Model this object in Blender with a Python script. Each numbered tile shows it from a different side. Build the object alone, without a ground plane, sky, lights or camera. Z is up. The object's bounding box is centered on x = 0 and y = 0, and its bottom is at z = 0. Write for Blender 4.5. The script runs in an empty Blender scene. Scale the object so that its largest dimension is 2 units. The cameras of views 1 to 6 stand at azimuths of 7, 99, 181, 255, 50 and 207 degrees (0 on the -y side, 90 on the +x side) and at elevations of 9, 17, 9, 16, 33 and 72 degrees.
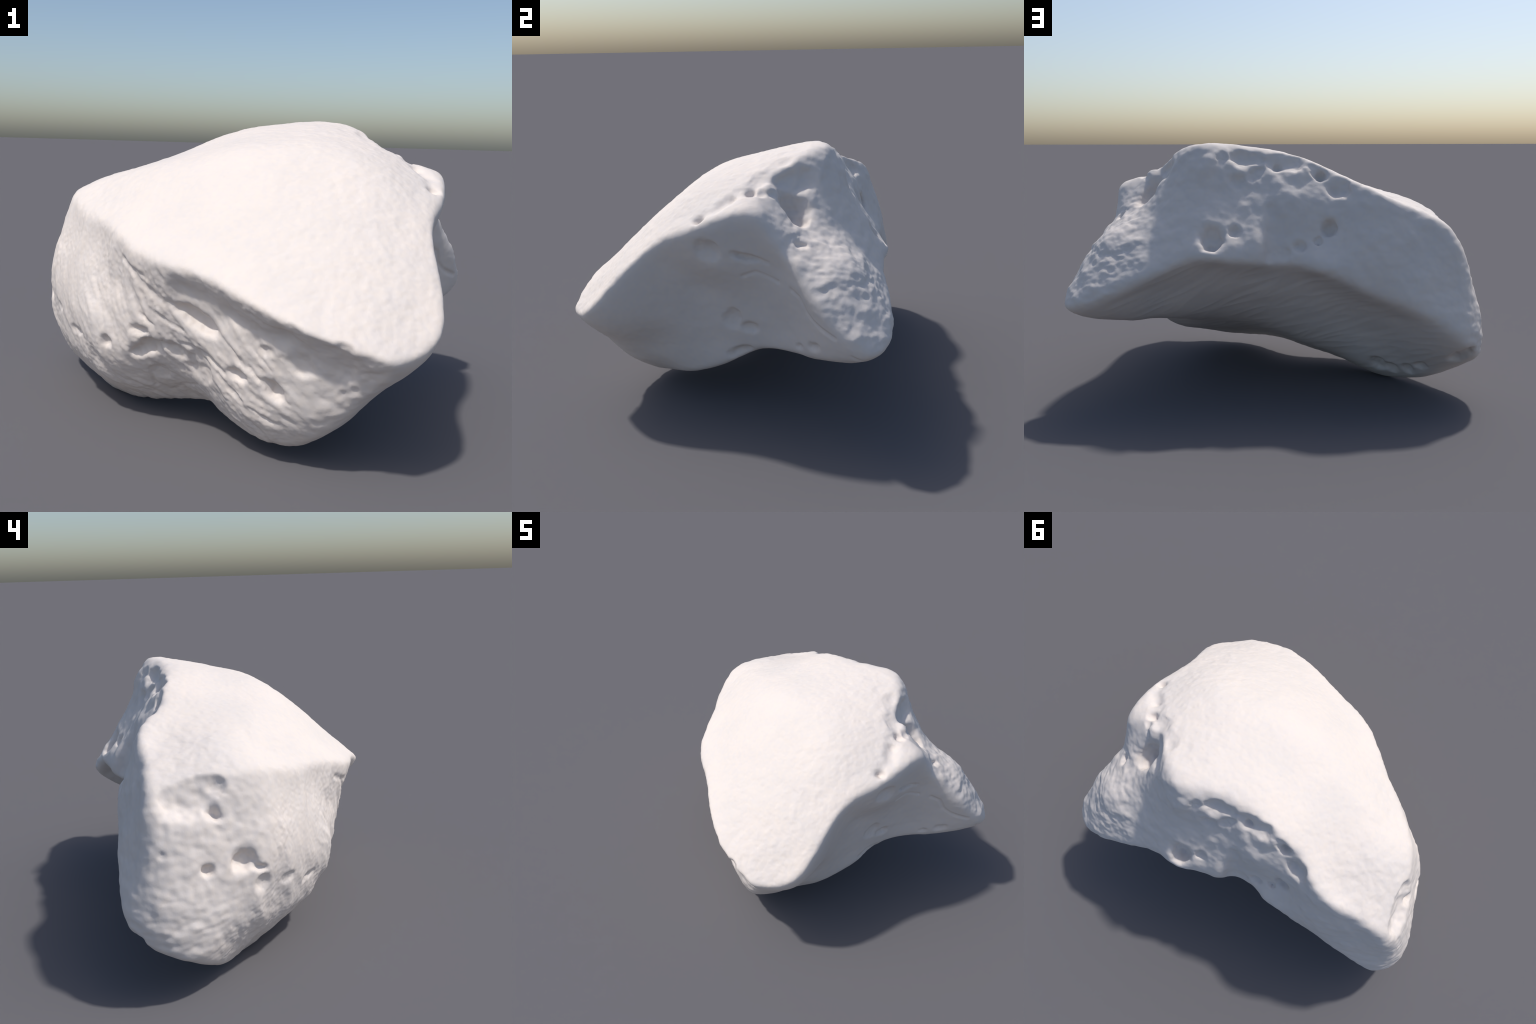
"""A single bleached bone: a short, block-shaped joint bone with a smooth domed
joint surface on top, a hollow joint surface below, a hollow facet on one side
and rough, fibrous, pitted faces at the front, the end and the rear.

The solid is the intersection of six curved faces.  Each face is a thin-plate
surface stretched over a handful of control points (u, v, height) in its own
frame; the faces meet in softly rounded ridges.  Foramina (nutrient holes),
bosses, fibre strands and fine grain are then worked into the surface."""
import bpy, bmesh
import numpy as np
from mathutils import Vector

# ------------------------------------------------------------------ faces
CENTRE = np.array([0.0, 0.05, 0.65])
EDGE_SOFTNESS = 0.016   # ridges at the front; the worn rear ridges are twice as round
CORNER_SOFTNESS = 0.08
ROUND_KNOB = np.array([0.81, 0.20, 1.04])   # blunt knob where top, side and rear meet
ROUND_SPUR = np.array([0.90, 0.50, 0.64])   # worn edge of the pointed spur

# name: (direction the face looks in, control points as (u, v, height))
FACES = {
    'domed_top': ((0.05, -0.5, 0.86), [
        (0.157, -0.950, 0.412), (0.471, -0.950, 0.329), (0.786, -0.950, 0.287), (-0.157, -0.633, 0.346),
        (0.157, -0.633, 0.381), (0.471, -0.633, 0.366), (0.786, -0.633, 0.299), (-0.471, -0.317, 0.284),
        (-0.157, -0.317, 0.378), (0.157, -0.317, 0.447), (0.471, -0.317, 0.448), (0.786, -0.317, 0.366),
        (-1.100, 0.000, 0.047), (-0.786, 0.000, 0.143), (-0.471, 0.000, 0.276), (-0.157, 0.000, 0.423),
        (0.157, 0.000, 0.498), (0.471, 0.000, 0.499), (0.786, 0.000, 0.390), (-1.100, 0.317, -0.009),
        (-0.786, 0.317, 0.109), (-0.471, 0.317, 0.248), (-0.157, 0.317, 0.356), (0.157, 0.317, 0.442),
        (0.471, 0.317, 0.435), (0.786, 0.317, 0.344), (1.100, 0.317, 0.416), (-1.100, 0.633, -0.165),
        (-0.786, 0.633, -0.105), (-0.471, 0.633, 0.040), (-0.157, 0.633, 0.235), (0.157, 0.633, 0.335),
        (0.471, 0.633, 0.356), (-0.471, 0.950, 0.061), (0.314, -0.792, 0.356), (0.629, -0.792, 0.282),
        (0.000, -0.475, 0.392), (0.314, -0.475, 0.421), (0.629, -0.475, 0.381), (-0.314, -0.158, 0.342),
        (0.000, -0.158, 0.454), (0.314, -0.158, 0.486), (0.629, -0.158, 0.444), (-0.629, 0.158, 0.197),
        (-0.314, 0.158, 0.359), (0.000, 0.158, 0.465), (0.314, 0.158, 0.495), (0.629, 0.158, 0.434),
        (-0.629, 0.475, 0.108), (-0.314, 0.475, 0.232), (0.000, 0.475, 0.363), (0.314, 0.475, 0.404),
    ]),
    'fibrous_front': ((-0.3, -0.85, -0.42), [
        (-0.714, -0.800, 0.319), (-1.000, -0.533, 0.211), (-0.714, -0.533, 0.315), (-0.429, -0.533, 0.406),
        (-0.143, -0.533, 0.415), (0.143, -0.533, 0.482), (0.429, -0.533, 0.553), (0.714, -0.533, 0.555),
        (-1.000, -0.267, 0.235), (-0.714, -0.267, 0.400), (-0.429, -0.267, 0.530), (-0.143, -0.267, 0.504),
        (0.143, -0.267, 0.577), (0.429, -0.267, 0.631), (0.714, -0.267, 0.596), (-1.000, 0.000, 0.229),
        (-0.714, 0.000, 0.345), (-0.429, 0.000, 0.503), (-0.143, 0.000, 0.544), (0.143, 0.000, 0.557),
        (0.429, 0.000, 0.598), (0.714, 0.000, 0.575), (1.000, 0.000, 0.591), (-1.000, 0.267, 0.106),
        (-0.714, 0.267, 0.153), (-0.429, 0.267, 0.303), (-0.143, 0.267, 0.474), (0.143, 0.267, 0.520),
        (0.429, 0.267, 0.609), (0.714, 0.267, 0.671), (1.000, 0.267, 0.668), (-0.714, 0.533, 0.127),
        (-0.429, 0.533, 0.250), (-0.143, 0.533, 0.430), (0.143, 0.533, 0.593), (0.429, 0.533, 0.706),
        (-0.857, -0.400, 0.288), (-0.571, -0.400, 0.434), (-0.286, -0.400, 0.475), (0.000, -0.400, 0.452),
        (0.286, -0.400, 0.589), (-0.857, -0.133, 0.293), (-0.571, -0.133, 0.465), (-0.286, -0.133, 0.556),
        (0.000, -0.133, 0.531), (0.286, -0.133, 0.627), (0.571, -0.133, 0.626), (-0.857, 0.133, 0.208),
        (-0.571, 0.133, 0.347), (-0.286, 0.133, 0.449), (0.000, 0.133, 0.521), (0.286, 0.133, 0.554),
        (0.571, 0.133, 0.600), (0.857, 0.133, 0.598), (0.000, 0.400, 0.510),
    ]),
    'rough_end': ((-1, 0.1, -0.05), [
        (-0.480, -0.480, 1.109), (-0.160, -0.480, 1.130), (-0.800, -0.160, 0.812), (-0.480, -0.160, 1.041),
        (-0.160, -0.160, 0.993), (0.160, -0.160, 1.069), (-0.480, 0.160, 0.938), (-0.160, 0.160, 0.878),
        (0.160, 0.160, 0.857), (-0.480, 0.480, 0.767), (-0.160, 0.480, 0.779), (0.160, 0.480, 0.719),
    ]),
    'pitted_rear': ((0.35, 0.85, 0.38), [
        (-0.825, -0.750, 0.886), (-0.550, -0.750, 0.934), (-0.825, -0.450, 0.782), (-0.550, -0.450, 0.873),
        (-0.275, -0.450, 0.846), (0.000, -0.450, 0.805), (0.275, -0.450, 0.712), (0.550, -0.450, 0.539),
        (0.825, -0.450, 0.391), (1.100, -0.450, 0.226), (-0.825, -0.150, 0.623), (-0.550, -0.150, 0.785),
        (-0.275, -0.150, 0.751), (0.000, -0.150, 0.708), (0.275, -0.150, 0.533), (0.550, -0.150, 0.459),
        (0.825, -0.150, 0.353), (1.100, -0.150, 0.195), (-0.825, 0.150, 0.628), (-0.550, 0.150, 0.591),
        (-0.275, 0.150, 0.703), (0.000, 0.150, 0.623), (0.275, 0.150, 0.546), (0.550, 0.150, 0.464),
        (0.825, 0.150, 0.366), (1.100, 0.150, 0.290), (-0.825, 0.450, 0.511), (-0.550, 0.450, 0.530),
        (-0.275, 0.450, 0.679), (0.000, 0.450, 0.581), (0.275, 0.450, 0.524), (0.550, 0.450, 0.512),
        (-0.688, -0.600, 0.892), (-0.688, -0.300, 0.775), (-0.413, -0.300, 0.819), (-0.138, -0.300, 0.777),
        (0.688, -0.300, 0.396), (0.963, -0.300, 0.278), (-0.688, 0.000, 0.607), (-0.413, 0.000, 0.698),
        (-0.138, 0.000, 0.719), (0.138, 0.000, 0.593), (0.413, 0.000, 0.461), (0.688, 0.000, 0.435),
        (0.963, 0.000, 0.285), (-0.688, 0.300, 0.527), (-0.413, 0.300, 0.621), (-0.138, 0.300, 0.705),
        (0.138, 0.300, 0.542), (0.413, 0.300, 0.455), (0.688, 0.300, 0.472),
    ]),
    'hollow_underside': ((0.05, 0.5, -0.86), [
        (-0.493, -0.800, 0.265), (-0.164, -0.800, 0.269), (-0.821, -0.480, 0.344), (-0.493, -0.480, 0.310),
        (-0.164, -0.480, 0.317), (0.164, -0.480, 0.416), (0.493, -0.480, 0.530), (0.821, -0.480, 0.587),
        (-0.821, -0.160, 0.348), (-0.493, -0.160, 0.363), (-0.164, -0.160, 0.366), (0.164, -0.160, 0.456),
        (0.493, -0.160, 0.572), (0.821, -0.160, 0.642), (1.150, -0.160, 0.521), (-0.821, 0.160, 0.402),
        (-0.493, 0.160, 0.427), (-0.164, 0.160, 0.380), (0.164, 0.160, 0.377), (0.493, 0.160, 0.437),
        (0.821, 0.160, 0.578), (1.150, 0.160, 0.572), (-1.150, 0.480, 0.459), (-0.821, 0.480, 0.528),
        (-0.493, 0.480, 0.387), (-0.164, 0.480, 0.307), (0.164, 0.480, 0.269), (0.493, 0.480, 0.386),
        (0.821, 0.480, 0.499), (1.150, 0.480, 0.586), (-0.821, 0.800, 0.552), (-0.493, 0.800, 0.447),
        (-0.164, 0.800, 0.348), (-0.329, -0.640, 0.289), (-0.329, -0.320, 0.342), (0.000, -0.320, 0.374),
        (0.329, -0.320, 0.480), (-0.657, 0.000, 0.345), (-0.329, 0.000, 0.384), (0.000, 0.000, 0.408),
        (0.329, 0.000, 0.470), (0.657, 0.000, 0.563), (0.986, 0.000, 0.601), (-0.657, 0.320, 0.490),
        (-0.329, 0.320, 0.378), (0.000, 0.320, 0.334), (0.329, 0.320, 0.338), (0.657, 0.320, 0.450),
        (0.986, 0.320, 0.600), (-0.657, 0.640, 0.472), (-0.329, 0.640, 0.310),
    ]),
    'hollow_side': ((0.88, -0.2, -0.42), [
        (-0.679, -0.450, 0.548), (-0.407, -0.450, 0.602), (-0.136, -0.450, 0.702), (-0.679, -0.150, 0.671),
        (-0.407, -0.150, 0.738), (-0.136, -0.150, 0.750), (0.136, -0.150, 0.761), (0.407, -0.150, 0.772),
        (0.679, -0.150, 0.923), (-0.950, 0.150, 0.611), (-0.679, 0.150, 0.755), (-0.407, 0.150, 0.836),
        (-0.136, 0.150, 0.712), (0.136, 0.150, 0.670), (0.407, 0.150, 0.680), (0.679, 0.150, 0.848),
        (0.950, 0.150, 0.963), (-0.679, 0.450, 0.731), (-0.407, 0.450, 0.793), (-0.136, 0.450, 0.662),
        (0.136, 0.450, 0.648), (0.407, 0.450, 0.612), (0.679, 0.450, 0.848), (-0.136, 0.750, 0.582),
        (0.136, 0.750, 0.580), (0.407, 0.750, 0.561), (-0.543, -0.300, 0.643), (-0.271, -0.300, 0.687),
        (-0.543, 0.000, 0.756), (-0.271, 0.000, 0.749), (0.000, 0.000, 0.713), (0.271, 0.000, 0.705),
        (0.543, 0.000, 0.833), (-0.543, 0.300, 0.849), (-0.271, 0.300, 0.770), (0.000, 0.300, 0.639),
        (0.271, 0.300, 0.628), (0.543, 0.300, 0.730), (0.814, 0.300, 0.872), (0.000, 0.600, 0.632),
        (0.271, 0.600, 0.590),
    ]),
}
FACE_NAMES = list(FACES)


def unit(v):
    v = np.array(v, float)
    return v / np.linalg.norm(v)


def kernel(r2):
    return 0.5 * r2 * np.log(r2 + 1e-12)


class Face:
    """Height field over a plane, a thin-plate spline through control points."""

    def __init__(self, normal, points):
        self.n = unit(normal)
        self.a = unit(np.cross((0, 0, 1), self.n))
        self.b = np.cross(self.n, self.a)
        pts = np.array(points, float)
        self.uv = pts[:, :2]
        m = len(pts)
        K = kernel(((self.uv[:, None] - self.uv[None]) ** 2).sum(-1))
        P = np.c_[np.ones(m), self.uv]
        A = np.block([[K, P], [P.T, np.zeros((3, 3))]])
        self.c = np.linalg.solve(A, np.r_[pts[:, 2], 0, 0, 0])

    def distance(self, p):
        q = p - CENTRE
        u, v = q @ self.a, q @ self.b
        h = self.c[-3] + self.c[-2] * u + self.c[-1] * v
        for (cu, cv), w in zip(self.uv, self.c):
            h += w * kernel((u - cu) ** 2 + (v - cv) ** 2)
        return q @ self.n - h


SOLID = [Face(*FACES[k]) for k in FACE_NAMES]


def face_distances(p):
    return np.stack([f.distance(p) for f in SOLID], -1)


def plain_body(p):
    """Smooth intersection of all faces; negative inside."""
    F = face_distances(p)
    # the fibrous front turns into the rough end through a broad rounded corner
    i, j = FACE_NAMES.index('fibrous_front'), FACE_NAMES.index('rough_end')
    a, b = F[:, i], F[:, j]
    top = np.maximum(a, b)
    F[:, i] = top + CORNER_SOFTNESS * np.log(np.exp((a - top) / CORNER_SOFTNESS) + np.exp((b - top) / CORNER_SOFTNESS))
    F = np.delete(F, j, 1)
    m = F.max(-1, keepdims=True)
    t = np.clip((p[:, 1] - 0.2) / 0.3, 0, 1)
    k = EDGE_SOFTNESS * (1 + t * t * (3 - 2 * t))
    k = k + 0.025 * np.exp(-((p - ROUND_KNOB) ** 2).sum(-1) / 0.015)
    k = k + 0.03 * np.exp(-((p - ROUND_SPUR) ** 2).sum(-1) / 0.06)
    return m[:, 0] + k * np.log(np.exp((F - m) / k[:, None]).sum(-1))


def field(p, chunk=100000):
    return np.concatenate([body(p[i:i + chunk]) for i in range(0, len(p), chunk)])


# ------------------------------------------------------------------ meshing
def surface_net(fun, lo, hi, h):
    """Naive surface nets: one vertex per cell that the surface crosses."""
    n = np.ceil((np.array(hi) - lo) / h).astype(int) + 1
    ax = [lo[i] + h * np.arange(n[i]) for i in range(3)]
    # coarse pass: only evaluate finely where the surface may be
    G = np.stack(np.meshgrid(*ax, indexing='ij'), -1)
    step = 4
    nc = (n + step - 1) // step
    cen = [lo[i] + h * (step * np.arange(nc[i]) + (step - 1) / 2) for i in range(3)]
    Cg = np.stack(np.meshgrid(*cen, indexing='ij'), -1)
    cv = fun(Cg.reshape(-1, 3)).reshape(nc)
    big = np.repeat(np.repeat(np.repeat(cv, step, 0), step, 1), step, 2)[:n[0], :n[1], :n[2]]
    val = big.copy()
    near = np.abs(big) < 9 * h
    val[near] = fun(G[near])
    ins = val < 0
    corners = [(i, j, k) for i in (0, 1) for j in (0, 1) for k in (0, 1)]
    m = n - 1
    sub = lambda A, c: A[c[0]:c[0] + m[0], c[1]:c[1] + m[1], c[2]:c[2] + m[2]]
    cnt = sum(sub(ins, c).astype(int) for c in corners)
    act = (cnt > 0) & (cnt < 8)
    idx = -np.ones(m, int)
    ids = np.argwhere(act)
    idx[act] = np.arange(len(ids))
    acc = np.zeros((len(ids), 3))
    num = np.zeros(len(ids))
    vals = {c: sub(val, c)[act] for c in corners}
    for a in corners:
        for k in range(3):
            if a[k]:
                continue
            b = list(a); b[k] = 1; b = tuple(b)
            va, vb = vals[a], vals[b]
            cross = (va < 0) != (vb < 0)
            t = np.where(cross, va / np.where(cross, va - vb, 1), 0)
            p = np.tile(np.array(a, float), (len(ids), 1))
            p[:, k] = t
            acc[cross] += p[cross]
            num += cross
    V = lo + h * (ids + acc / num[:, None])
    quads = []
    for k in range(3):
        i1, i2 = (k + 1) % 3, (k + 2) % 3
        lo_s = [slice(1, m[q]) for q in range(3)]
        lo_s[k] = slice(0, m[k])
        A = ins[tuple(lo_s)]
        up = list(lo_s); up[k] = slice(1, m[k] + 1)
        B = ins[tuple(up)]
        e = np.argwhere(A != B)
        off = np.array([1, 1, 1]); off[k] = 0
        e = e + off
        flip = ins[tuple(e.T)]
        ring = []
        for d1, d2 in ((0, 0), (1, 0), (1, 1), (0, 1)):
            c = e.copy(); c[:, i1] -= d1; c[:, i2] -= d2
            ring.append(idx[tuple(c.T)])
        q = np.stack(ring, -1)
        q[flip] = q[flip][:, ::-1]
        quads.append(q)
    return V, np.concatenate(quads)[:, ::-1]


def gradient(p, e=0.004, fun=None):
    """Slope of the field from four samples at the corners of a tetrahedron."""
    fun = fun or field
    corners = np.array([(1, -1, -1), (-1, -1, 1), (-1, 1, -1), (1, 1, 1)], float)
    return sum(fun(p + e * c)[:, None] * c for c in corners) / (4 * e)


def project(p, rounds=2):
    for _ in range(rounds):
        g = gradient(p)
        p = p - np.clip(field(p) / (g ** 2).sum(-1), -0.02, 0.02)[:, None] * g
    return p


def subdivide(V, Q):
    """Split every quad in four (plain midpoints)."""
    E = np.sort(np.stack([Q, np.roll(Q, -1, 1)], -1).reshape(-1, 2), 1)
    code = E[:, 0].astype(np.int64) * len(V) + E[:, 1]
    uni, inv = np.unique(code, return_inverse=True)
    inv = inv.reshape(-1)
    mid = (V[uni // len(V)] + V[uni % len(V)]) / 2
    cen = V[Q].mean(1)
    e = len(V) + inv.reshape(-1, 4)
    c = len(V) + len(mid) + np.arange(len(Q))
    out = [np.stack([Q[:, i], e[:, i], c, e[:, i - 1]], -1) for i in range(4)]
    return np.concatenate([V, mid, cen]), np.concatenate(out)


def relax(V, Q, rounds=2):
    for _ in range(rounds):
        acc = np.zeros_like(V); num = np.zeros(len(V))
        for i in range(4):
            for j in (i - 1, (i + 1) % 4):
                np.add.at(acc, Q[:, i], V[Q[:, j]]); np.add.at(num, Q[:, i], 1)
        V = 0.5 * V + 0.5 * acc / num[:, None]
    return V


def vertex_normals(V, Q):
    d1 = V[Q[:, 2]] - V[Q[:, 0]]
    d2 = V[Q[:, 3]] - V[Q[:, 1]]
    fn = np.cross(d1, d2)
    N = np.zeros_like(V)
    for i in range(4):
        np.add.at(N, Q[:, i], fn)
    return N / (np.linalg.norm(N, axis=1, keepdims=True) + 1e-20)


GRID = 0.0135
RECENTRE = (0, 0, 0)

# hollows: (centre, half-length vector, half-width, depth)
HOLLOWS = [
    dict(at=(0.287, 0.679, 0.824), along=(-0.055, -0.003, -0.000), width=0.062, depth=0.055),
    dict(at=(0.287, 0.698, 0.794), along=(-0.027, -0.001, -0.000), width=0.028, depth=0.064),
    dict(at=(0.187, 0.642, 0.854), along=(-0.024, -0.005, -0.001), width=0.026, depth=0.024),
    dict(at=(0.180, 0.507, 1.073), along=(-0.030, -0.005, -0.000), width=0.035, depth=0.016),
    dict(at=(0.166, 0.452, 1.185), along=(-0.053, -0.016, -0.000), width=0.037, depth=0.025),
    dict(at=(0.092, 0.437, 1.181), along=(-0.031, -0.005, -0.000), width=0.028, depth=0.014),
    dict(at=(0.094, 0.477, 1.108), along=(0.035, 0.015, -0.020), width=0.026, depth=0.015),
    dict(at=(0.252, 0.480, 1.186), along=(-0.023, -0.007, -0.000), width=0.030, depth=0.015),
    dict(at=(-0.005, 0.455, 1.144), along=(-0.022, 0.002, 0.000), width=0.023, depth=0.042),
    dict(at=(-0.101, 0.456, 1.161), along=(-0.034, 0.001, -0.000), width=0.041, depth=0.031),
    dict(at=(-0.050, 0.447, 1.168), along=(-0.082, 0.010, 0.000), width=0.039, depth=0.016),
    dict(at=(-0.220, 0.482, 1.103), along=(-0.027, 0.002, -0.007), width=0.026, depth=0.049),
    dict(at=(-0.304, 0.534, 1.045), along=(-0.048, 0.019, 0.001), width=0.047, depth=0.032),
    dict(at=(-0.283, 0.531, 1.038), along=(-0.020, 0.006, 0.000), width=0.024, depth=0.037),
    dict(at=(-0.252, 0.598, 0.863), along=(-0.033, 0.008, 0.001), width=0.041, depth=0.048),
    dict(at=(-0.117, 0.620, 0.776), along=(-0.024, 0.004, -0.013), width=0.023, depth=0.020),
    dict(at=(-0.206, 0.611, 0.798), along=(-0.018, 0.002, 0.000), width=0.021, depth=0.010),
    dict(at=(-0.031, 0.642, 0.743), along=(-0.039, -0.008, -0.001), width=0.027, depth=0.010),
    dict(at=(-0.192, 0.471, 1.128), along=(-0.033, 0.010, -0.023), width=0.023, depth=0.013),
    dict(at=(-0.893, 0.651, 0.256), along=(-0.028, 0.084, 0.051), width=0.036, depth=0.033),
    dict(at=(-0.537, 0.314, 0.107), along=(-0.031, 0.019, 0.006), width=0.047, depth=0.028),
    dict(at=(-0.609, 0.330, 0.089), along=(-0.024, 0.015, 0.005), width=0.039, depth=0.023),
    dict(at=(-0.687, 0.372, 0.096), along=(-0.018, 0.012, 0.004), width=0.041, depth=0.023),
    dict(at=(-0.740, 0.434, 0.135), along=(-0.021, 0.015, 0.005), width=0.028, depth=0.017),
    dict(at=(0.648, 0.329, 1.026), along=(0.037, 0.039, -0.072), width=0.066, depth=0.094),
    dict(at=(0.577, 0.312, 1.133), along=(-0.060, 0.087, 0.003), width=0.059, depth=0.048),
    dict(at=(0.695, 0.137, 1.100), along=(0.003, 0.022, 0.001), width=0.028, depth=0.040),
    dict(at=(0.723, 0.058, 1.072), along=(0.008, 0.017, 0.002), width=0.021, depth=0.024),
    dict(at=(0.778, -0.076, 0.991), along=(-0.002, 0.020, 0.011), width=0.023, depth=0.031),
    dict(at=(0.618, 0.165, 1.139), along=(0.009, 0.028, 0.002), width=0.039, depth=0.009),
    dict(at=(0.516, 0.261, 1.198), along=(0.007, 0.015, 0.001), width=0.019, depth=0.010),
    dict(at=(0.696, 0.186, 1.095), along=(-0.007, 0.018, -0.001), width=0.021, depth=0.014),
    dict(at=(0.675, 0.234, 1.085), along=(-0.012, 0.017, -0.002), width=0.016, depth=0.010),
    dict(at=(0.784, 0.363, 0.897), along=(-0.003, 0.026, -0.010), width=0.023, depth=0.024),
    dict(at=(0.805, -0.041, 0.862), along=(-0.002, 0.041, -0.030), width=0.041, depth=0.017),
    dict(at=(0.811, -0.021, 0.873), along=(-0.004, 0.016, -0.023), width=0.027, depth=0.020),
    dict(at=(0.684, 0.040, 0.501), along=(0.007, 0.037, 0.004), width=0.035, depth=0.013),
    dict(at=(0.690, 0.121, 0.475), along=(0.006, 0.036, 0.004), width=0.023, depth=0.022),
    dict(at=(0.692, 0.050, 0.533), along=(0.001, 0.026, -0.014), width=0.025, depth=0.012),
    dict(at=(0.868, 0.426, 0.468), along=(0.023, 0.023, 0.011), width=0.018, depth=0.013),
    dict(at=(0.799, 0.357, 0.438), along=(0.015, 0.016, 0.008), width=0.010, depth=0.008),
    dict(at=(0.658, 0.063, 0.334), along=(0.010, 0.057, 0.023), width=0.024, depth=0.021),
    dict(at=(0.798, 0.132, 0.833), along=(-0.006, 0.063, -0.009), width=0.017, depth=0.023),
    dict(at=(-0.869, 0.468, 0.826), along=(0.011, -0.108, 0.007), width=0.075, depth=0.057),
    dict(at=(-0.841, 0.348, 0.861), along=(-0.012, -0.015, -0.033), width=0.040, depth=0.034),
    dict(at=(-0.900, 0.183, 0.451), along=(0.014, -0.030, 0.005), width=0.032, depth=0.016),
    dict(at=(-0.804, 0.045, 0.414), along=(0.026, -0.035, -0.004), width=0.021, depth=0.009),
    dict(at=(-0.672, -0.095, 0.345), along=(0.035, -0.041, 0.003), width=0.016, depth=0.010),
    dict(at=(-0.875, 0.371, 0.763), along=(0.002, -0.032, -0.017), width=0.025, depth=0.041),
    dict(at=(-0.911, 0.263, 0.562), along=(0.005, -0.049, -0.009), width=0.042, depth=0.048),
    dict(at=(-0.905, 0.192, 0.522), along=(0.009, -0.034, -0.012), width=0.014, depth=0.022),
    dict(at=(-0.940, 0.418, 0.555), along=(0.004, -0.025, -0.005), width=0.023, depth=0.031),
    dict(at=(-0.931, 0.592, 0.636), along=(-0.003, -0.012, -0.001), width=0.013, depth=0.008),
    dict(at=(-0.289, -0.345, 0.362), along=(0.077, -0.041, 0.041), width=0.032, depth=0.046),
    dict(at=(-0.274, -0.360, 0.383), along=(0.041, -0.014, 0.007), width=0.022, depth=0.042),
    dict(at=(-0.064, -0.485, 0.519), along=(0.079, -0.027, -0.034), width=0.039, depth=0.056),
    dict(at=(-0.315, -0.364, 0.437), along=(0.041, -0.019, -0.002), width=0.021, depth=0.020),
    dict(at=(-0.479, -0.274, 0.358), along=(0.016, -0.005, -0.015), width=0.023, depth=0.018),
    dict(at=(-0.169, -0.384, 0.373), along=(0.032, -0.001, -0.020), width=0.027, depth=0.017),
    dict(at=(0.226, -0.591, 0.317), along=(0.026, -0.003, -0.034), width=0.030, depth=0.042),
    dict(at=(0.324, -0.653, 0.432), along=(0.045, -0.009, -0.015), width=0.035, depth=0.019),
    dict(at=(0.088, -0.536, 0.346), along=(0.038, -0.020, -0.007), width=0.020, depth=0.023),
    dict(at=(0.199, -0.611, 0.461), along=(0.023, -0.011, -0.001), width=0.015, depth=0.011),
    dict(at=(0.463, -0.762, 0.533), along=(0.023, 0.000, -0.007), width=0.012, depth=0.010),
    dict(at=(-0.069, -0.416, 0.323), along=(0.040, -0.023, -0.019), width=0.057, depth=0.016),
    dict(at=(-0.255, -0.273, 0.246), along=(0.030, -0.009, 0.005), width=0.034, depth=0.012),
]
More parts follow.
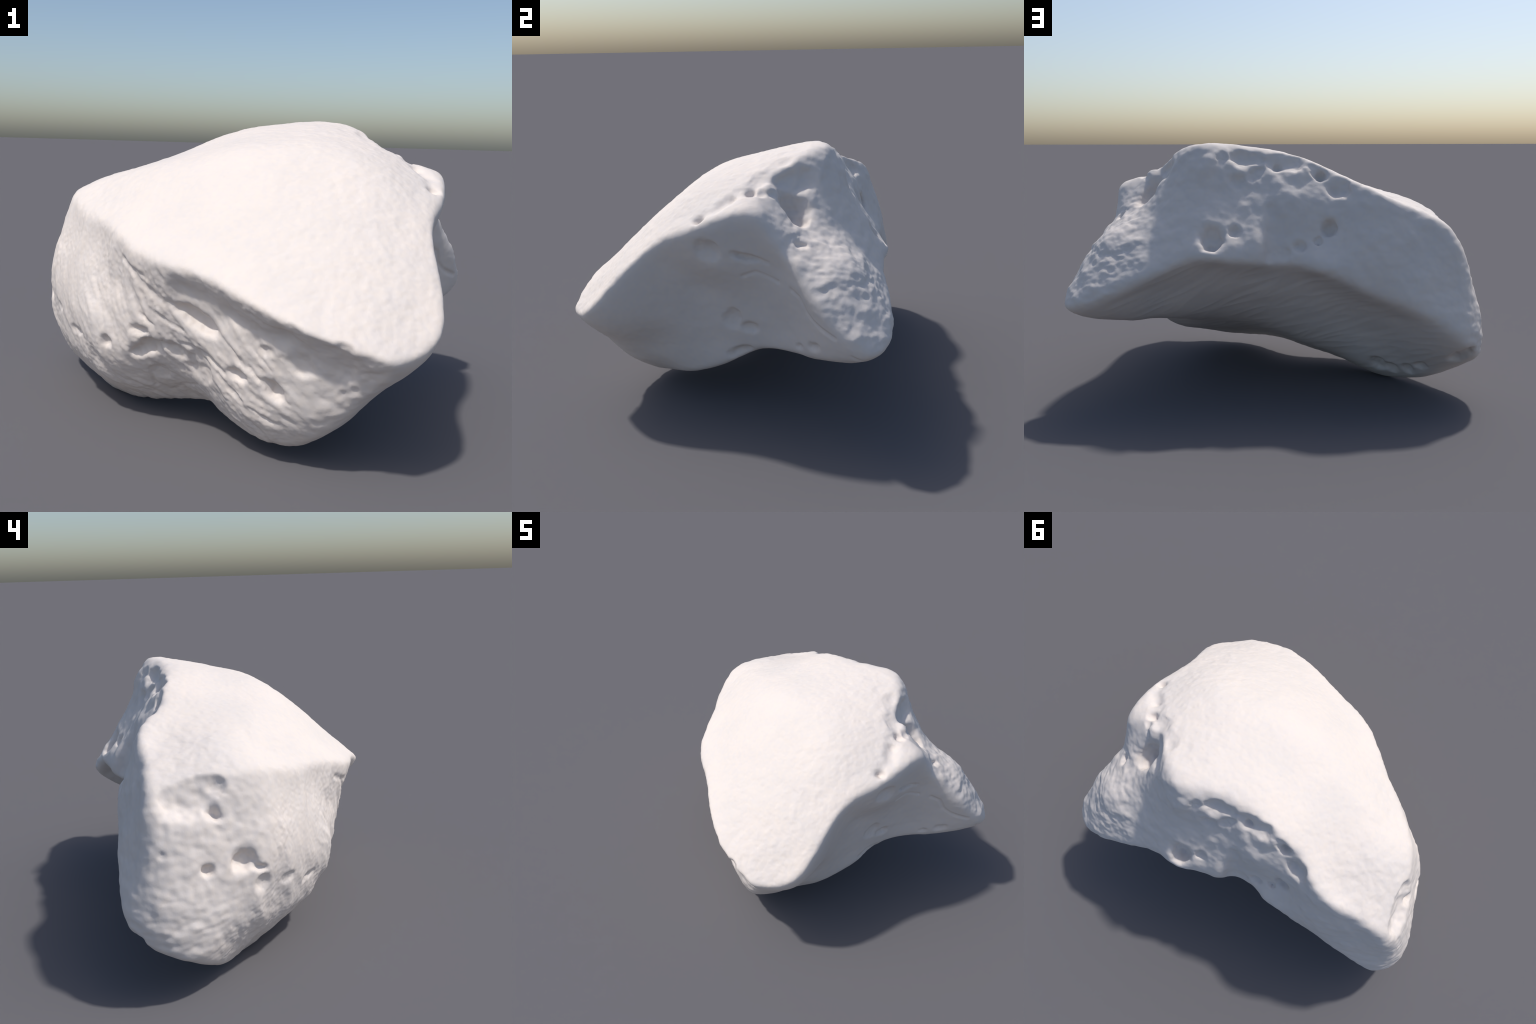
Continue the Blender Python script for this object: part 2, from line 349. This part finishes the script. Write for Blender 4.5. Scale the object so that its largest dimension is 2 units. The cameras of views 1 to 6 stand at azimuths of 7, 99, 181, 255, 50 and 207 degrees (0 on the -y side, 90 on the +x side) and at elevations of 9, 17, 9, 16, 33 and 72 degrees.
# grooves: (radius, how far the axis is lifted off the surface, path)
GROOVES = [
    dict(radius=0.027, lift=0.45, path=[(-0.851, 0.543, 0.850), (-0.834, 0.494, 0.870), (-0.826, 0.426, 0.884), (-0.828, 0.360, 0.885)]),
    dict(radius=0.012, lift=0.55, path=[(0.807, 0.074, 0.853), (0.800, 0.133, 0.841), (0.795, 0.178, 0.827), (0.796, 0.220, 0.814)]),
    dict(radius=0.009, lift=0.55, path=[(0.766, 0.105, 0.740), (0.771, 0.135, 0.755), (0.775, 0.169, 0.767), (0.776, 0.216, 0.749), (0.787, 0.264, 0.728)]),
    dict(radius=0.010, lift=0.55, path=[(0.830, 0.327, 0.708), (0.865, 0.365, 0.686), (0.877, 0.393, 0.629), (0.900, 0.422, 0.601), (0.931, 0.460, 0.578), (0.969, 0.516, 0.556)]),
    dict(radius=0.008, lift=0.55, path=[(0.985, 0.587, 0.488), (0.978, 0.622, 0.468)]),
    dict(radius=0.015, lift=0.55, path=[(-0.385, -0.339, 0.708), (-0.324, -0.401, 0.676), (-0.279, -0.432, 0.659)]),
    dict(radius=0.017, lift=0.55, path=[(-0.332, -0.393, 0.674), (-0.266, -0.426, 0.613), (-0.194, -0.448, 0.572), (-0.146, -0.462, 0.558)]),
    dict(radius=0.010, lift=0.55, path=[(-0.232, -0.418, 0.522), (-0.190, -0.425, 0.491), (-0.130, -0.441, 0.469)]),
    dict(radius=0.007, lift=0.55, path=[(-0.311, -0.376, 0.508), (-0.248, -0.399, 0.471)]),
    dict(radius=0.011, lift=0.55, path=[(-0.206, -0.378, 0.385), (-0.144, -0.379, 0.347), (-0.073, -0.421, 0.339), (-0.027, -0.446, 0.310)]),
    dict(radius=0.011, lift=0.55, path=[(-0.135, -0.417, 0.411), (-0.057, -0.454, 0.397), (0.005, -0.486, 0.366), (0.037, -0.504, 0.339)]),
    dict(radius=0.011, lift=0.55, path=[(0.015, -0.484, 0.326), (0.053, -0.501, 0.279), (0.105, -0.523, 0.241)]),
    dict(radius=0.011, lift=0.55, path=[(0.018, -0.520, 0.490), (0.075, -0.542, 0.442), (0.116, -0.555, 0.381)]),
    dict(radius=0.013, lift=0.55, path=[(0.147, -0.653, 0.598), (0.193, -0.663, 0.567), (0.248, -0.677, 0.538), (0.297, -0.692, 0.523)]),
    dict(radius=0.012, lift=0.55, path=[(0.255, -0.632, 0.448), (0.297, -0.643, 0.432), (0.338, -0.648, 0.404)]),
    dict(radius=0.009, lift=0.55, path=[(0.140, -0.583, 0.468), (0.189, -0.595, 0.423), (0.218, -0.601, 0.394)]),
    dict(radius=0.009, lift=0.55, path=[(0.140, -0.567, 0.387), (0.170, -0.575, 0.353), (0.200, -0.584, 0.334)]),
    dict(radius=0.008, lift=0.55, path=[(0.243, -0.593, 0.298), (0.281, -0.600, 0.275)]),
    dict(radius=0.008, lift=0.55, path=[(0.140, -0.534, 0.228), (0.179, -0.541, 0.210), (0.218, -0.545, 0.189)]),
    dict(radius=0.066, lift=0.97, path=[(-0.109, -0.493, 0.607), (-0.046, -0.516, 0.591), (0.032, -0.553, 0.571), (0.109, -0.594, 0.551)]),
    dict(radius=0.067, lift=0.97, path=[(0.172, -0.630, 0.539), (0.233, -0.651, 0.512), (0.297, -0.674, 0.498), (0.363, -0.693, 0.486), (0.424, -0.704, 0.473)]),
    dict(radius=0.039, lift=0.80, path=[(0.730, 0.061, 1.070), (0.705, 0.094, 1.089), (0.694, 0.139, 1.101), (0.624, 0.171, 1.138), (0.522, 0.257, 1.195)]),
    dict(radius=0.032, lift=0.85, path=[(0.778, -0.075, 0.992), (0.768, -0.006, 1.030), (0.722, 0.042, 1.068)]),
    dict(radius=0.027, lift=0.55, path=[(0.014, 0.575, 0.954), (0.010, 0.615, 0.839), (0.018, 0.660, 0.726)]),
    dict(radius=0.008, lift=0.55, path=[(-0.297, -0.280, 0.262), (-0.293, -0.193, 0.165)]),
    dict(radius=0.010, lift=0.55, path=[(-0.225, -0.174, 0.141), (-0.156, -0.255, 0.197), (-0.091, -0.331, 0.224), (-0.057, -0.336, 0.190)]),
]
# low swellings: (centre, reach along x y z, how far they stand out)
SWELLINGS = [
    dict(at=(0.085, 0.67, 0.800), reach=(0.050, 0.12, 0.090), height=0.026),
    dict(at=(0.290, 0.70, 0.765), reach=(0.100, 0.12, 0.050), height=0.012),
    dict(at=(-0.205, 0.67, 0.720), reach=(0.080, 0.10, 0.080), height=0.024),
    dict(at=(-0.010, 0.65, 0.830), reach=(0.040, 0.10, 0.110), height=-0.020),
    dict(at=(0.805, 0.19, 1.035), reach=(0.060, 0.060, 0.070), height=0.012),
]


# fine relief ------------------------------------------------------------
def noise(p, seed=0):
    """Gradient noise, about -1..1."""
    i = np.floor(p).astype(np.int64)
    f = p - i
    w = f * f * f * (f * (f * 6 - 15) + 10)
    out = np.zeros(len(p))
    for dx in (0, 1):
        for dy in (0, 1):
            for dz in (0, 1):
                c = i + [dx, dy, dz]
                h = (c[:, 0] * 374761393 + c[:, 1] * 668265263 + c[:, 2] * 2147483647 + seed * 974634773) & 0xffffffff
                h = ((h ^ (h >> 13)) * 1274126177) & 0xffffffff
                h = h ^ (h >> 16)
                a = (h & 1023) / 1023 * 2 * np.pi
                z = ((h >> 10) & 1023) / 511.5 - 1
                s = np.sqrt(np.maximum(1 - z * z, 0))
                d = (np.cos(a) * s * (f[:, 0] - dx) + np.sin(a) * s * (f[:, 1] - dy) + z * (f[:, 2] - dz))
                out += d * np.where(dx, w[:, 0], 1 - w[:, 0]) * np.where(dy, w[:, 1], 1 - w[:, 1]) * np.where(dz, w[:, 2], 1 - w[:, 2])
    return out * 1.5


def soft_max(a, b, k):
    h = np.maximum(k - np.abs(a - b), 0) / k
    return np.maximum(a, b) + h * h * k / 4


def prepare():
    """Give every hollow its own frame, looking in along the surface normal."""
    at = np.array([h['at'] for h in HOLLOWS])
    g = gradient(at, fun=plain_body)
    for h, n in zip(HOLLOWS, g):
        n = unit(n)
        t = np.array(h['along'])
        length = np.linalg.norm(t)
        t = unit(t - (t @ n) * n)
        h['frame'] = np.stack([t, np.cross(n, t), n], -1)
        h['semi'] = np.array([length, h['width'], h['depth']])
    for s in GROOVES:
        path = np.array(s['path'])
        g = gradient(path, fun=plain_body)
        s['line'] = path + g / np.linalg.norm(g, axis=1, keepdims=True) * s['lift'] * s['radius']


def body(p):
    f = plain_body(p)
    for s in SWELLINGS:
        q = (p - np.array(s['at'])) / np.array(s['reach'])
        f = f - s['height'] * np.exp(-(q * q).sum(1))
    for s in GROOVES:
        r, line = s['radius'], s['line']
        near = ((p > line.min(0) - 3 * r) & (p < line.max(0) + 3 * r)).all(1)
        if near.any():
            q = p[near]
            d = np.full(len(q), 9.0)
            for a, b in zip(line[:-1], line[1:]):
                t = np.clip((q - a) @ (b - a) / ((b - a) @ (b - a) + 1e-9), 0, 1)
                d = np.minimum(d, np.linalg.norm(q - a - t[:, None] * (b - a), axis=1))
            f[near] = soft_max(f[near], r * (1 + 0.45 * noise(q * 9, 51)) - d, 0.8 * r)
    for h in HOLLOWS:
        at, semi = np.array(h['at']), h['semi']
        near = (np.abs(p - at) < semi.max() * 1.6 + 0.03).all(1)
        if near.any():
            q = p[near]
            size = semi[:2].mean()
            ragged = np.stack([noise(q * 0.75 / size, 31 + c) + 0.5 * noise(q * 1.9 / size, 41 + c) for c in range(3)], -1)
            q = (q - at + h.get('ragged', 0.16) * size * ragged) @ h['frame'] / semi
            k0 = np.linalg.norm(q, axis=1)
            k1 = np.linalg.norm(q / semi, axis=1) + 1e-9
            f[near] = soft_max(f[near], -k0 * (k0 - 1) / k1, 0.5 * semi[:2].min() + 0.008)
    return f


def ridged(p, seed):
    return 1 - 2 * np.abs(noise(p, seed))


def smooth(x, a, b):
    t = np.clip((x - a) / (b - a), 0, 1)
    return t * t * (3 - 2 * t)


def carve(V, Q, region):
    """Fibre strands, ripples and grain, pushed along the normals."""
    N = vertex_normals(V, Q)
    e = np.exp((region - region.max(1, keepdims=True)) / 0.03)
    e /= e.sum(1, keepdims=True)
    on = dict(zip(FACE_NAMES, e.T))
    x, y, z = V.T
    # strands sweep down from the upper left: upright at the end, diagonal in the middle
    warp = np.stack([noise(V * 3.5, 61), noise(V * 3.5, 62), noise(V * 3.5, 63)], -1)
    W = V + 0.02 * warp
    X, Z = x + 0.05 * warp[:, 0], z + 0.05 * warp[:, 2]
    bow = np.hypot(X + 0.06, Z - 0.6)
    diag = 0.38 - 0.7 * X - 0.7 * Z
    across = bow + (diag - bow) * smooth(x, -0.5, -0.1)
    along = 0.7 * (X - Z)
    strand = lambda fa, fl, s: noise(np.stack([across * fa, along * fl, y * 4], -1), s)
    fibres = (0.010 * strand(10, 4.5, 1) + 0.007 * strand(23, 9, 2) + 0.0042 * strand(44, 17, 4)
              + 0.002 * noise(W * 60, 70)) * (0.85 + 0.6 * noise(V * 5, 64))
    blotch = 0.007 * noise(V * [18, 18, 24], 5) + 0.004 * noise(V * 40, 6)
    fade = smooth(X + 0.25 * (0.35 - Z), 0.3, 0.55)
    front = fibres * (1 - fade) + blotch * fade
    up = 0.0022 * noise(np.stack([(y * 0.9 + 0.35 * Z) * 36, z * 11, x * 9], -1), 72) + 0.004 * noise(np.stack([(y * 0.9 + 0.35 * Z) * 22, z * 6, x * 6], -1), 7) + 0.0025 * noise(V * 34, 67)
    rip = 0.008 * noise(np.stack([x * 6, y * 9, Z * 22], -1), 8) + 0.004 * noise(V * [25, 25, 45], 9)
    low = smooth(z, 0.55, 0.32)
    end = 0.75 * up * (1 - low) + 0.85 * rip * low + 0.004 * noise(V * 13, 10) + 0.0025 * noise(V * 30, 71)
    wing = smooth(x, 0.5, 0.72) * smooth(y, 0.2, 0.35)
    rough = (0.008 * noise(W * [9, 9, 15], 13) + 0.0045 * noise(W * [22, 16, 36], 14) + 0.0018 * noise(W * 50, 65)) * (0.8 + 0.7 * noise(V * 6, 66))
    rag = smooth(z, 0.98, 1.1) * smooth(x, -0.35, -0.1)
    rear = (0.006 * noise(V * 8, 11) + 0.004 * noise(V * 18, 68) + 0.0018 * noise(V * 36, 12)
            + wing * rough
            + rag * (0.008 * noise(W * [13, 13, 9], 15) + 0.003 * noise(W * 28, 16)))
    under = 0.002 * ridged(np.stack([(x * 0.5 + z) * 22, (y - x) * 4, z * 4], -1), 17) + 0.003 * noise(V * 6, 18)
    side = 0.004 * noise(V * [6, 6, 9], 19) + 0.0012 * noise(V * 28, 20)
    dome = (0.0014 * noise(V * 30, 21) + 0.0012 * noise(V * 62, 22) + 0.003 * noise(V * 6, 23)
            + smooth(x + 0.3 * noise(V * 3, 26), 0.0, 0.3) * (0.0022 * noise(W * 17, 27) + 0.0012 * noise(W * 34, 28))
            + smooth(x, -0.3, -0.6) * (0.003 * noise(V * 16, 24) + 0.002 * noise(V * 30, 25)))
    d = (on['fibrous_front'] * front + on['rough_end'] * end + on['pitted_rear'] * rear
         + on['hollow_underside'] * under + on['hollow_side'] * side + on['domed_top'] * dome)
    return V + N * d[:, None]


def bone_material():
    """Chalky off-white with a faint warm and cool mottling at two sizes."""
    mat = bpy.data.materials.new('bone')
    mat.use_nodes = True
    nt = mat.node_tree
    new, link = nt.nodes.new, nt.links.new
    b = nt.nodes['Principled BSDF']
    b.inputs['Roughness'].default_value = 0.7
    b.inputs['Specular IOR Level'].default_value = 0.2
    tc = new('ShaderNodeTexCoord')

    def mottle(scale, detail, low, high, dark, light):
        n = new('ShaderNodeTexNoise')
        n.inputs['Scale'].default_value = scale
        n.inputs['Detail'].default_value = detail
        r = new('ShaderNodeValToRGB')
        r.color_ramp.elements[0].position, r.color_ramp.elements[1].position = low, high
        r.color_ramp.elements[0].color, r.color_ramp.elements[1].color = dark, light
        link(tc.outputs['Object'], n.inputs['Vector'])
        link(n.outputs['Fac'], r.inputs['Fac'])
        return r.outputs['Color']

    broad = mottle(4.5, 5, 0.3, 0.7, (0.705, 0.645, 0.607, 1), (0.752, 0.676, 0.625, 1))
    fine = mottle(38, 3, 0.35, 0.65, (0.965, 0.975, 0.985, 1), (1.0, 0.995, 0.975, 1))
    mix = new('ShaderNodeMix')
    mix.data_type, mix.blend_type = 'RGBA', 'MULTIPLY'
    mix.inputs[0].default_value = 1.0
    link(broad, mix.inputs[6])
    link(fine, mix.inputs[7])
    link(mix.outputs[2], b.inputs['Base Color'])
    grain = new('ShaderNodeTexNoise')
    grain.inputs['Scale'].default_value = 90
    grain.inputs['Detail'].default_value = 3
    bump = new('ShaderNodeBump')
    bump.inputs['Strength'].default_value = 0.09
    bump.inputs['Distance'].default_value = 0.004
    link(tc.outputs['Object'], grain.inputs['Vector'])
    link(grain.outputs['Fac'], bump.inputs['Height'])
    link(bump.outputs['Normal'], b.inputs['Normal'])
    return mat


# ------------------------------------------------------------------ build
def build():
    prepare()
    V, Q = surface_net(field, np.array([-1.1, -0.95, -0.06]), np.array([1.1, 1.0, 1.36]), GRID)
    V = relax(V, Q, 2)
    V = project(V, 2)
    V, Q = subdivide(V, Q)
    V = project(V, 1)
    region = face_distances(V)
    V = carve(V, Q, region)
    V = V - [0.5 * (V[:, 0].min() + V[:, 0].max()), 0.5 * (V[:, 1].min() + V[:, 1].max()), V[:, 2].min()] * np.array(RECENTRE)
    N = vertex_normals(V, Q)

    root = bpy.data.objects.new('bone', None)
    bpy.context.collection.objects.link(root)
    root['label'] = 'chunky bleached white joint bone with domed top and pitted sides'
    root['category'] = 'bone'
    mat = bone_material()
    owner = region[Q].mean(1).argmax(1)
    for i, name in enumerate(FACE_NAMES):
        q = Q[owner == i]
        if not len(q):
            continue
        used, inv = np.unique(q, return_inverse=True)
        me = bpy.data.meshes.new(name)
        me.from_pydata(V[used].tolist(), [], inv.reshape(q.shape).tolist())
        me.polygons.foreach_set('use_smooth', [True] * len(q))
        me.materials.append(mat)
        me.normals_split_custom_set_from_vertices(N[used].tolist())
        me.update()
        ob = bpy.data.objects.new(name, me)
        ob.parent = root
        bpy.context.collection.objects.link(ob)


build()
